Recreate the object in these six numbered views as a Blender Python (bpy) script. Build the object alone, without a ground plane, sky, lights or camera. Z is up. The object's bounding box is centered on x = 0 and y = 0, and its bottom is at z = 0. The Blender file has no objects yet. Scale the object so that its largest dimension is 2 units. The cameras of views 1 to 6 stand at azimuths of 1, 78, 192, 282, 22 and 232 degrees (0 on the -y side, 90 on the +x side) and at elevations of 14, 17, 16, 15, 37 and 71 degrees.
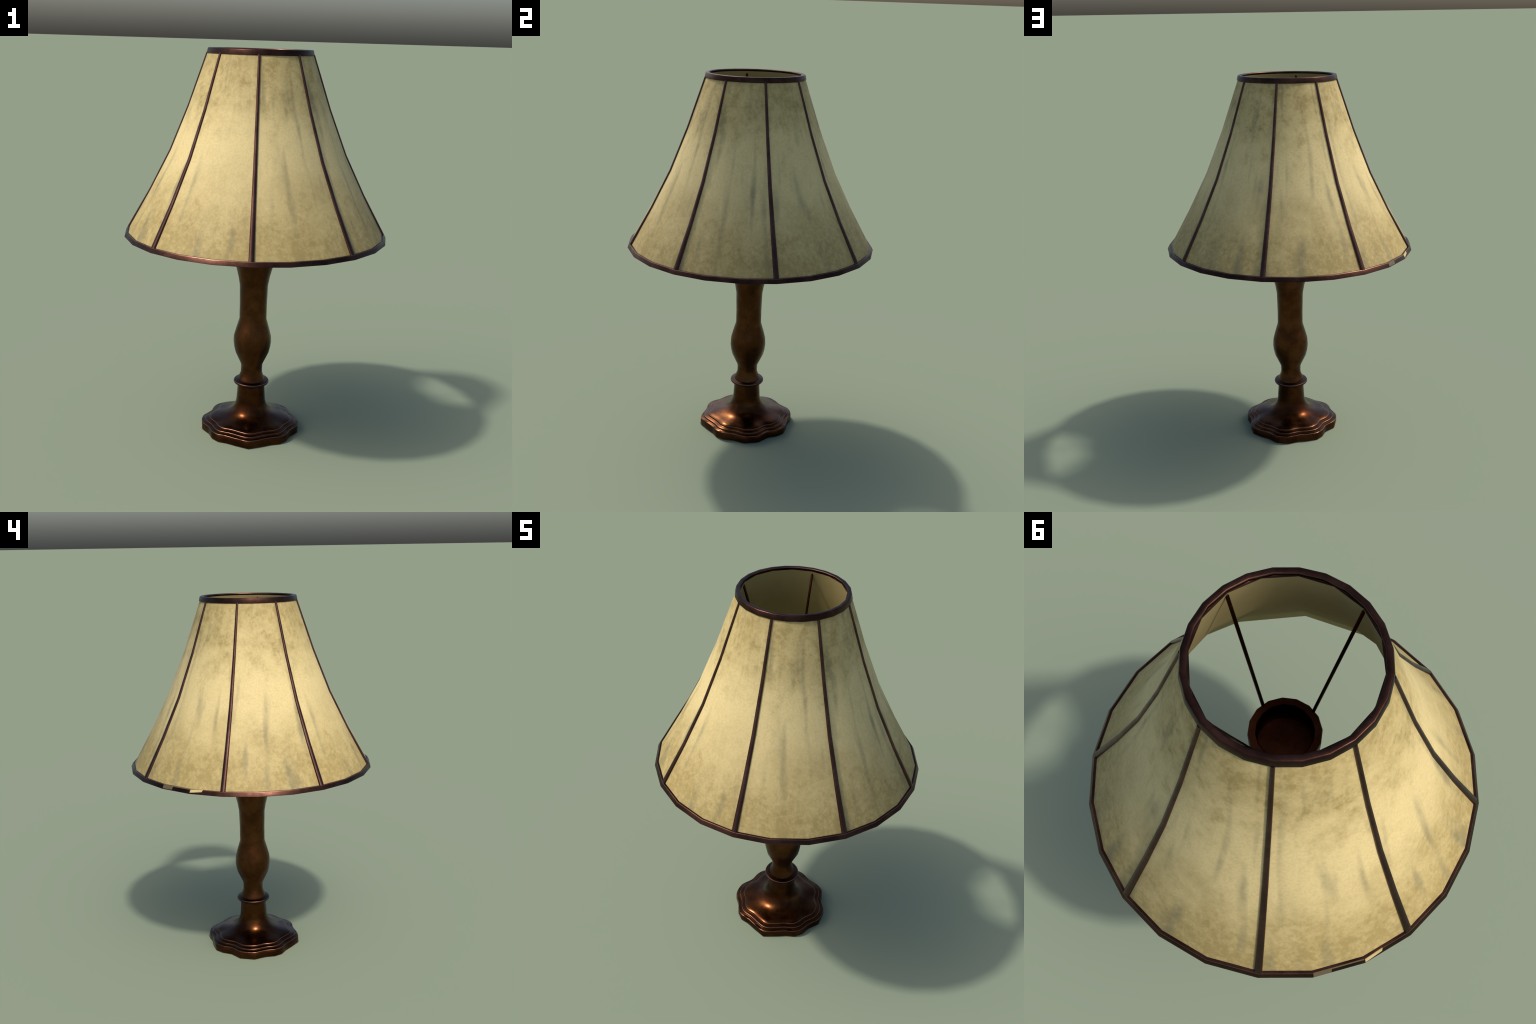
"""Table lamp: bronze-brown turned stem on a scalloped stepped foot, an eight-panel
parchment bell shade with dark ribs and trim bands."""
import bpy
import math
from mathutils import Vector

# --------------------------------------------------------------------------- frame helpers
def polar(az, r, z):
    """azimuth 0 looks to -y, 90 to +x"""
    a = math.radians(az)
    return Vector((r * math.sin(a), -r * math.cos(a), z))


def add_object(name, verts, faces, materials, face_material=None, parent=None, smooth=True, normals=None):
    mesh = bpy.data.meshes.new(name)
    mesh.from_pydata([tuple(v) for v in verts], [], faces)
    for m in materials:
        mesh.materials.append(m)
    for i, p in enumerate(mesh.polygons):
        p.use_smooth = smooth
        if face_material:
            p.material_index = face_material[i]
    mesh.validate()
    mesh.update()
    if normals:
        mesh.normals_split_custom_set_from_vertices([tuple(n) for n in normals])
    obj = bpy.data.objects.new(name, mesh)
    bpy.context.scene.collection.objects.link(obj)
    if parent:
        obj.parent = parent
    return obj


def sharpen(obj, degrees):
    """smooth shading that breaks at edges steeper than the angle"""
    import bmesh
    bm = bmesh.new()
    bm.from_mesh(obj.data)
    bmesh.ops.recalc_face_normals(bm, faces=bm.faces)
    for e in bm.edges:
        e.smooth = not (len(e.link_faces) == 2 and e.calc_face_angle(0) > math.radians(degrees))
    bm.to_mesh(obj.data)
    bm.free()
    return obj


def loft(rings, loop=False, cap_first=False, cap_last=False, segment_material=None):
    """rings: equal-length lists of points, each ring closed round the axis"""
    n = len(rings[0])
    verts = [p for ring in rings for p in ring]
    faces, mats = [], []
    count = len(rings) if loop else len(rings) - 1
    for k in range(count):
        a, b = k * n, ((k + 1) % len(rings)) * n
        for i in range(n):
            j = (i + 1) % n
            faces.append((a + i, a + j, b + j, b + i))
            mats.append(segment_material[k] if segment_material else 0)
    if cap_first:
        faces.append(tuple(range(n))[::-1])
        mats.append(0)
    if cap_last:
        faces.append(tuple(range((len(rings) - 1) * n, len(rings) * n)))
        mats.append(0)
    return verts, faces, mats


def turned(profile, sides, start=0.0):
    return [[polar(start + 360 * i / sides, r, z) for i in range(sides)] for r, z in profile]


# --------------------------------------------------------------------------- materials
class Nodes:
    def __init__(self, name):
        self.material = bpy.data.materials.new(name)
        self.material.use_nodes = True
        self.tree = self.material.node_tree
        self.tree.nodes.clear()

    def add(self, kind, **inputs):
        node = self.tree.nodes.new(kind)
        for key, value in inputs.items():
            if key in ("operation", "blend_type", "data_type", "musgrave_type", "feature", "noise_dimensions", "clamp", "use_clamp"):
                setattr(node, key, value)
        for key, value in inputs.items():
            if key in ("operation", "blend_type", "data_type", "musgrave_type", "feature", "noise_dimensions", "clamp", "use_clamp"):
                continue
            socket = node.inputs[int(key[1:])] if key[0] == "_" and key[1:].isdigit() else node.inputs[key.replace("_", " ")]
            if hasattr(value, "is_output"):
                self.tree.links.new(value, socket)
            else:
                socket.default_value = value
        return node

    def math(self, op, a, b=0.0, c=0.0, clamp=False):
        return self.add("ShaderNodeMath", operation=op, use_clamp=clamp, _0=a, _1=b, _2=c).outputs[0]

    def step(self, value, low, high, to_low=0.0, to_high=1.0):
        n = self.add("ShaderNodeMapRange", Value=value, From_Min=low, From_Max=high, To_Min=to_low, To_Max=to_high)
        n.interpolation_type = "SMOOTHSTEP"
        return n.outputs[0]

    def mix(self, factor, a, b, blend="MIX"):
        n = self.tree.nodes.new("ShaderNodeMix")
        n.data_type, n.blend_type = "RGBA", blend
        for socket, value in ((n.inputs[0], factor), (n.inputs[6], a), (n.inputs[7], b)):
            if hasattr(value, "is_output"):
                self.tree.links.new(value, socket)
            else:
                socket.default_value = value
        return n.outputs[2]

    def noise(self, vector, scale, detail=4.0, rough=0.55, distort=0.0):
        return self.add("ShaderNodeTexNoise", Vector=vector, Scale=scale, Detail=detail, Roughness=rough, Distortion=distort).outputs[0]

    def stretched(self, scale, offset=(0, 0, 0)):
        coord = self.add("ShaderNodeTexCoord").outputs["Object"]
        return self.add("ShaderNodeMapping", Vector=coord, Scale=scale, Location=offset).outputs[0]

    def finish(self, **principled):
        shader = self.add("ShaderNodeBsdfPrincipled", **principled)
        self.add("ShaderNodeOutputMaterial", Surface=shader.outputs[0])
        return self.material


def rgb(r, g, b):
    return (r, g, b, 1.0)


def make_bronze(name, dark, warm, rough_low, rough_high, metallic):
    """aged brown lacquered metal: cloudy two-tone colour, patchy gloss"""
    n = Nodes(name)
    p = n.stretched((1, 1, 1))
    cloud = n.step(n.noise(p, 9, 5, 0.6), 0.36, 0.66)
    speck = n.step(n.noise(p, 90, 3, 0.6), 0.35, 0.7)
    colour = n.mix(cloud, rgb(*dark), rgb(*warm))
    colour = n.mix(n.math("MULTIPLY", speck, 0.2), colour, rgb(*[c * 0.45 for c in dark]))
    rough = n.step(n.noise(p, 14, 4, 0.6), 0.3, 0.7, rough_low, rough_high)
    bump = n.add("ShaderNodeBump", Height=n.noise(p, 120, 3, 0.6), Strength=0.03, Distance=0.001).outputs[0]
    return n.finish(Base_Color=colour, Metallic=metallic, Roughness=rough, Normal=bump)


def make_parchment(name):
    """mottled parchment: cream field, tan clouds that gather towards both rims, grey rain streaks"""
    n = Nodes(name)
    coord = n.add("ShaderNodeTexCoord").outputs["Object"]
    xyz = n.add("ShaderNodeSeparateXYZ", Vector=coord)
    x, y, z = xyz.outputs
    angle = n.math("ARCTAN2", x, n.math("MULTIPLY", y, -1.0))
    t = n.add("ShaderNodeMapRange", Value=z, From_Min=1.09, From_Max=1.98).outputs[0]  # 0 lower rim, 1 upper rim
    p = n.stretched((1, 1, 1))
    big = n.noise(p, 5.5, 5, 0.62)
    mid = n.noise(n.stretched((1, 1, 0.75), (3, 1, 7)), 17, 6, 0.7)
    grain = n.noise(n.stretched((1, 1, 0.85), (5, 2, 1)), 48, 5, 0.7)
    fine = n.noise(p, 110, 4, 0.65)
    # stains sit thick near the rims with a ragged, cloudy edge
    ragged = n.math("ADD", n.math("MULTIPLY_ADD", big, 0.55, -0.275), n.math("MULTIPLY_ADD", mid, 0.35, -0.175))
    where = n.math("ADD", t, ragged)
    rim = n.math("MAXIMUM", n.step(where, 0.52, 0.02), n.math("MULTIPLY", n.step(where, 0.52, 0.98), 0.85))
    mottle = n.math("ADD", n.math("MULTIPLY", n.step(mid, 0.28, 0.74), 0.36), n.math("MULTIPLY", n.step(grain, 0.28, 0.74), 0.42))
    stain = n.math("MULTIPLY", rim, n.math("ADD", mottle, 0.52))
    stain = n.math("ADD", stain, n.math("MULTIPLY", n.math("MULTIPLY", n.step(mid, 0.48, 0.72), n.step(grain, 0.3, 0.65)), 0.28), clamp=True)
    colour = n.mix(stain, rgb(*CREAM), rgb(*TAN))
    # vertical rain streaks: noise in (angle, height) space, long in height
    v = n.add("ShaderNodeCombineXYZ", X=n.math("MULTIPLY", angle, 9.0), Y=n.math("MULTIPLY", z, 2.7), Z=0.0).outputs[0]
    streak = n.step(n.noise(v, 1.15, 1.0, 0.3), 0.53, 0.86)
    streak = n.math("MULTIPLY", streak, n.step(mid, 0.3, 0.6, 0.45, 1.0))
    colour = n.mix(n.math("MULTIPLY", streak, 0.75), colour, rgb(*GREY))
    # fine speckle
    colour = n.mix(n.step(fine, 0.36, 0.70, 0.0, 0.16), colour, rgb(*[c * 0.55 for c in TAN]))
    bump = n.add("ShaderNodeBump", Height=n.noise(p, 45, 5, 0.65), Strength=0.09, Distance=0.004).outputs[0]
    return n.finish(Base_Color=colour, Roughness=0.65, Specular_IOR_Level=0.3, Normal=bump)


CREAM, TAN, GREY = (0.70, 0.555, 0.262), (0.36, 0.268, 0.098), (0.18, 0.165, 0.095)


def make_plain(name, a, b, scale, rough, metallic=0.0):
    n = Nodes(name)
    p = n.stretched((1, 1, 1))
    return n.finish(Base_Color=n.mix(n.step(n.noise(p, scale, 4, 0.6), 0.35, 0.65), rgb(*a), rgb(*b)), Roughness=rough, Metallic=metallic)


foot_bronze = make_bronze("foot_bronze", (0.044, 0.0145, 0.0055), (0.086, 0.032, 0.011), 0.21, 0.31, 1.0)
stem_bronze = make_bronze("stem_bronze", (0.062, 0.023, 0.008), (0.112, 0.045, 0.016), 0.28, 0.42, 1.0)
trim_bronze = make_bronze("trim_bronze", (0.036, 0.016, 0.012), (0.070, 0.032, 0.023), 0.30, 0.44, 1.0)
rib_bronze = make_bronze("rib_bronze", (0.070, 0.034, 0.028), (0.110, 0.056, 0.045), 0.30, 0.44, 1.0)
pale_edge = make_bronze("pale_edge", (0.15, 0.078, 0.056), (0.22, 0.115, 0.080), 0.28, 0.40, 1.0)
socket_bronze = make_bronze("socket_bronze", (0.034, 0.010, 0.004), (0.060, 0.019, 0.008), 0.28, 0.42, 1.0)
parchment = make_parchment("parchment")
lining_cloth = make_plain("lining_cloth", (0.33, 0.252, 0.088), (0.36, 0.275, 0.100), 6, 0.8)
tan_tape = make_plain("tan_tape", (0.105, 0.072, 0.036), (0.125, 0.085, 0.044), 30, 0.5)
cream_tape = make_plain("cream_tape", (0.46, 0.355, 0.15), (0.52, 0.41, 0.18), 40, 0.6)

# --------------------------------------------------------------------------- the lamp
lamp = bpy.data.objects.new("table_lamp", None)
bpy.context.scene.collection.objects.link(lamp)
lamp["label"] = "brown bronze table lamp with ribbed parchment bell shade"
lamp["category"] = "table lamp"

# ---- foot: scalloped outline (azimuth, radius) of one half, mirrored to the other half
half = [(0, 0.267), (16.4, 0.2465), (28.3, 0.2422), (39.3, 0.257), (50.2, 0.256), (61.8, 0.2440), (77.3, 0.2635),
        (95.6, 0.2590), (111.4, 0.2330), (123.8, 0.2505), (134.6, 0.2595), (146.8, 0.2500), (158.2, 0.2415), (172.3, 0.2635)]
outline = half + [(-az, r) for az, r in reversed(half[1:])]
mean_radius = sum(r for _, r in outline) / len(outline)
SPAN = 4  # points per scallop facet


def dense_outline():
    """(azimuth, faceted radius, flowing radius): straight facets at the floor, a flowing curve above"""
    n, out = len(outline), []
    for i in range(n):
        p0, p1, p2, p3 = (Vector(polar(*outline[(i + k) % n], 0)) for k in (-1, 0, 1, 2))
        for j in range(SPAN):
            t = j / SPAN
            straight = p1.lerp(p2, t)
            curve = 0.5 * (2 * p1 + (p2 - p0) * t + (2 * p0 - 5 * p1 + 4 * p2 - p3) * t * t + (3 * p1 - p0 - 3 * p2 + p3) * t ** 3)
            out.append((math.degrees(math.atan2(straight.x, -straight.y)), straight.length, curve.length))
    # round the flowing curve a little more
    flow = [q[2] for q in out]
    for _ in range(2):
        flow = [0.25 * flow[k - 1] + 0.5 * flow[k] + 0.25 * flow[(k + 1) % len(flow)] for k in range(len(flow))]
    return [(a, f, g) for (a, f, _), g in zip(out, flow)]


scallop = dense_outline()


def foot_ring(scale, z, roundness=0.0, flow=1.0):
    """outline shrunk by a factor; roundness 1 turns the scallops into a circle"""
    return [polar(az, ((f + (g - f) * flow) * (1 - roundness) + mean_radius * roundness) * scale, z) for az, f, g in scallop]


def foot_circle(r, z):
    return [polar(az, r, z) for az, _, _ in scallop]


EDGE, METAL = 1, 0
foot_rings = [
    (foot_ring(0.985, 0.0, 0, 0), METAL), (foot_ring(1.0, 0.002, 0, 0), METAL), (foot_ring(1.0, 0.0405, 0, 0.8), EDGE), (foot_ring(0.991, 0.0428), METAL),
    (foot_ring(0.938, 0.0425), METAL), (foot_ring(0.927, 0.0440), METAL), (foot_ring(0.922, 0.0518), EDGE), (foot_ring(0.914, 0.0535), METAL),
    (foot_ring(0.850, 0.0532), METAL), (foot_ring(0.840, 0.0545), METAL), (foot_ring(0.835, 0.0615), EDGE), (foot_ring(0.827, 0.0633), METAL),
    (foot_ring(0.775, 0.0685, 0.08), METAL), (foot_ring(0.70, 0.0730, 0.25), METAL), (foot_ring(0.585, 0.0795, 0.65), METAL), (foot_circle(0.117, 0.0935), METAL),
    (foot_circle(0.0965, 0.1135), METAL), (foot_circle(0.0845, 0.1360), METAL), (foot_circle(0.0768, 0.1630), METAL), (foot_circle(0.0725, 0.2350), METAL), (foot_circle(0.072, 0.256), METAL)]
verts, faces, mats = loft([r for r, _ in foot_rings], cap_first=True, cap_last=True, segment_material=[m for _, m in foot_rings])
foot = sharpen(add_object("foot", verts, faces, [foot_bronze, pale_edge], mats, lamp), 50)

# ---- collar: thin turned disc with a rounded lip
collar_profile = [(0.066, 0.2530), (0.074, 0.2520), (0.088, 0.2600), (0.0922, 0.2630), (0.0938, 0.2665), (0.0935, 0.2715), (0.0918, 0.2748), (0.088, 0.2765), (0.066, 0.2795)]
verts, faces, mats = loft(turned(collar_profile, 32), loop=True, segment_material=[0, 0, 0, 1, 0, 1, 0, 0, 0])
collar = sharpen(add_object("collar", verts, faces, [trim_bronze, pale_edge], mats, lamp), 50)

# ---- stem: turned baluster that flares into the socket cup
stem_profile = [(0.0720, 0.2770), (0.0705, 0.2860), (0.0665, 0.2950), (0.0568, 0.3200), (0.0562, 0.3440), (0.0575, 0.3660), (0.0890, 0.4330), (0.0965, 0.4660), (0.0998, 0.4960),
                (0.0982, 0.5240), (0.0860, 0.5700), (0.0712, 0.6200), (0.0712, 0.7000), (0.0738, 0.8030), (0.0815, 0.8470), (0.0945, 0.8980), (0.1120, 0.9480), (0.1310, 1.0000), (0.1360, 1.0600),
                (0.1240, 1.1400), (0.1120, 1.2400), (0.1040, 1.3200), (0.1040, 1.3900)]
verts, faces, mats = loft(turned(stem_profile, 16), cap_first=True, cap_last=True)
stem = sharpen(add_object("stem", verts, faces, [stem_bronze], mats, lamp), 60)

# ---- socket cup: open cup with a flat rim
cup_profile = [(0.0990, 1.3910), (0.1090, 1.4400), (0.1105, 1.5260), (0.1085, 1.5300), (0.0880, 1.5300), (0.0850, 1.5260), (0.0842, 1.4300)]
verts, faces, mats = loft(turned(cup_profile, 16, 11.25), cap_first=True, cap_last=True, segment_material=[0, 0, 0, 0, 1, 0])
cup = sharpen(add_object("socket_cup", verts, faces, [socket_bronze, trim_bronze], mats, lamp), 50)


# ---- arms: four straight rods from the cup rim to the head of the shade
def rod(start, end, radius, sides=6):
    axis = (end - start).normalized()
    side = axis.cross(Vector((0, 0, 1))).normalized()
    other = axis.cross(side)
    def ring(c, r):
        return [c + (side * math.cos(2 * math.pi * i / sides) + other * math.sin(2 * math.pi * i / sides)) * r for i in range(sides)]
    return loft([ring(start, radius), ring(end - axis * 0.006, radius), ring(end, radius * 0.55)], cap_first=True, cap_last=True)


verts, faces, _ = rod(polar(0, 0.1050, 1.5270), polar(0, 0.2435, 1.9770), 0.0058)
first_arm = sharpen(add_object("arm", verts, faces, [socket_bronze], None, lamp), 65)
for k in range(1, 4):
    arm = first_arm.copy()
    arm.rotation_euler = (0, 0, math.radians(90 * k))
    bpy.context.scene.collection.objects.link(arm)

# --------------------------------------------------------------------------- shade
# bell profile (radius, height) at the outer face of the ribs, head to hem
bell = [(0.2625, 1.9775), (0.3530, 1.7170), (0.4420, 1.4955), (0.5415, 1.2975), (0.6540, 1.0985)]


def bell_normal(k):
    a, b = bell[max(k - 1, 0)], bell[min(k + 1, len(bell) - 1)]
    dr, dz = b[0] - a[0], b[1] - a[1]
    length = math.hypot(dr, dz)
    return (-dz / length, dr / length)


def offset_bell(depth):
    """bell moved inward along its normal"""
    return [(r - bell_normal(k)[0] * depth, z - bell_normal(k)[1] * depth) for k, (r, z) in enumerate(bell)]


cloth = offset_bell(0.0045)
cloth[-1] = (0.6475, 1.0960)

# lining: sixteen-sided inner skin, the shade's body
lining_profile = [(0.2378, 1.9880), (0.3170, 1.7100), (0.4230, 1.4920), (0.5300, 1.2940), (0.6290, 1.0890)]
SAG = 0.987  # the cloth is drawn in between the ribs
rings = [[polar(22.5 * i, r * (SAG if i % 2 and k else 1.0), z) for i in range(16)] for k, (r, z) in enumerate(lining_profile)]
flange = [polar(22.5 * i, 0.2490, 1.9865) for i in range(16)]  # turned out under the head band
verts, faces, mats = loft([flange] + rings, segment_material=[1, 0, 0, 0, 0])
lining_normals = [Vector((0, 0, 1)) for _ in range(16)]
for k, (r, z) in enumerate(lining_profile):
    nr, nz = bell_normal(k)
    for i in range(16):
        d = polar(22.5 * i, nr, nz)
        lining_normals.append(-d)
shade = add_object("lampshade", verts, faces, [lining_cloth, trim_bronze], mats, lamp, normals=lining_normals)

# eight parchment panels, three facets wide, with a thin edge that turns in to the lining
PANELS, FACETS = 8, 3
for k in range(PANELS):
    verts, normals, faces = [], [], []
    azimuths = [45 * k + 15 * i for i in range(FACETS + 1)]
    for row, (r, z) in enumerate(cloth):
        nr, nz = bell_normal(row)
        for az in azimuths:
            verts.append(polar(az, r, z))
            normals.append(polar(az, nr, nz))
    w = FACETS + 1
    for row in range(len(cloth) - 1):
        for i in range(FACETS):
            a = row * w + i
            faces.append((a, a + w, a + w + 1, a + 1))
    add_object("shade_panel", verts, faces, [parchment], None, shade, normals=normals)

# ribs: tapering strips on the panel seams, slightly rounded crown
def rib_geometry():
    rings = []
    for row, (r, z) in enumerate(bell):
        nr, nz = bell_normal(row)
        half_width = 0.0058 + (0.0126 - 0.0058) * row / (len(bell) - 1)
        ring = []
        for side, depth in ((-1.0, 0.012), (-1.0, 0.0022), (-0.78, -0.0008), (0.0, -0.0022), (0.78, -0.0008), (1.0, 0.0022), (1.0, 0.012)):
            c = polar(0, r - nr * depth, z - nz * depth)
            ring.append(c + Vector((side * half_width, 0, 0)))
        rings.append(ring)
    return loft(rings, cap_first=True, cap_last=True, segment_material=[0] * 4)


verts, faces, mats = rib_geometry()
first_rib = sharpen(add_object("shade_rib", verts, faces, [rib_bronze], mats, shade), 62)
for k in range(1, PANELS):
    rib = first_rib.copy()
    rib.rotation_euler = (0, 0, math.radians(45 * k))
    bpy.context.scene.collection.objects.link(rib)

# head band and hem band: twenty-four-sided trims
head_profile = [(0.2630, 1.9755), (0.2628, 1.9775), (0.2585, 1.9965), (0.2565, 1.9995), (0.2540, 2.0000), (0.2425, 2.0000), (0.2404, 1.9990), (0.2396, 1.9960), (0.2415, 1.9840), (0.2520, 1.9680)]
verts, faces, mats = loft(turned(head_profile, 24), loop=True, segment_material=[0, 0, 0, 0, 0, 0, 1, 0, 0, 0])
head_band = sharpen(add_object("head_band", verts, faces, [trim_bronze, pale_edge], mats, shade), 50)

hem_profile = [(0.6660, 1.0775), (0.6668, 1.0790), (0.6572, 1.0972), (0.6552, 1.0990), (0.6400, 1.0982), (0.6310, 1.0880), (0.6480, 1.0765)]
verts, faces, mats = loft(turned(hem_profile, 24), loop=True, segment_material=[0, 0, 1, 0, 0, 0, 0])  # lip chamfer coloured in lighter bronze to draw its bright highlight line
hem_band = sharpen(add_object("hem_band", verts, faces, [trim_bronze, pale_edge], mats, shade), 40)


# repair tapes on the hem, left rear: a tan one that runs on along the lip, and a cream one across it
def hem_point(az, s, lift):
    """point on the flat facet of the hem band: s 0 bottom edge, 1 top edge"""
    low, high = (0.6668, 1.0790), (0.6552, 1.0990)
    r, z = low[0] + (high[0] - low[0]) * s, low[1] + (high[1] - low[1]) * s
    base = 15 * math.floor(az / 15)
    f = (az - base) / 15
    p = polar(base, r + lift * 0.87, z + lift * 0.5).lerp(polar(base + 15, r + lift * 0.87, z + lift * 0.5), f)
    return p


def tape(name, corners, material, thickness=0.0016):
    """corners: (azimuth, height share) counter-clockwise seen from outside"""
    n = len(corners)
    verts = [hem_point(a, s, -0.0005) for a, s in corners] + [hem_point(a, s, thickness) for a, s in corners]
    faces = [tuple(range(n))[::-1], tuple(range(n, 2 * n))] + [(i, (i + 1) % n, n + (i + 1) % n, n + i) for i in range(n)]
    return add_object(name, verts, faces, [material], None, shade, smooth=False)


tape("hem_tape", [(-119.7, 0.12), (-114.6, 0.12), (-114.4, 0.84), (-105.1, 0.84), (-105.1, 1.04), (-119.7, 1.04)], tan_tape)
tape("hem_tape", [(-104.8, 0.22), (-99.4, 0.55), (-99.0, 1.08), (-104.8, 0.92)], cream_tape, 0.0022)
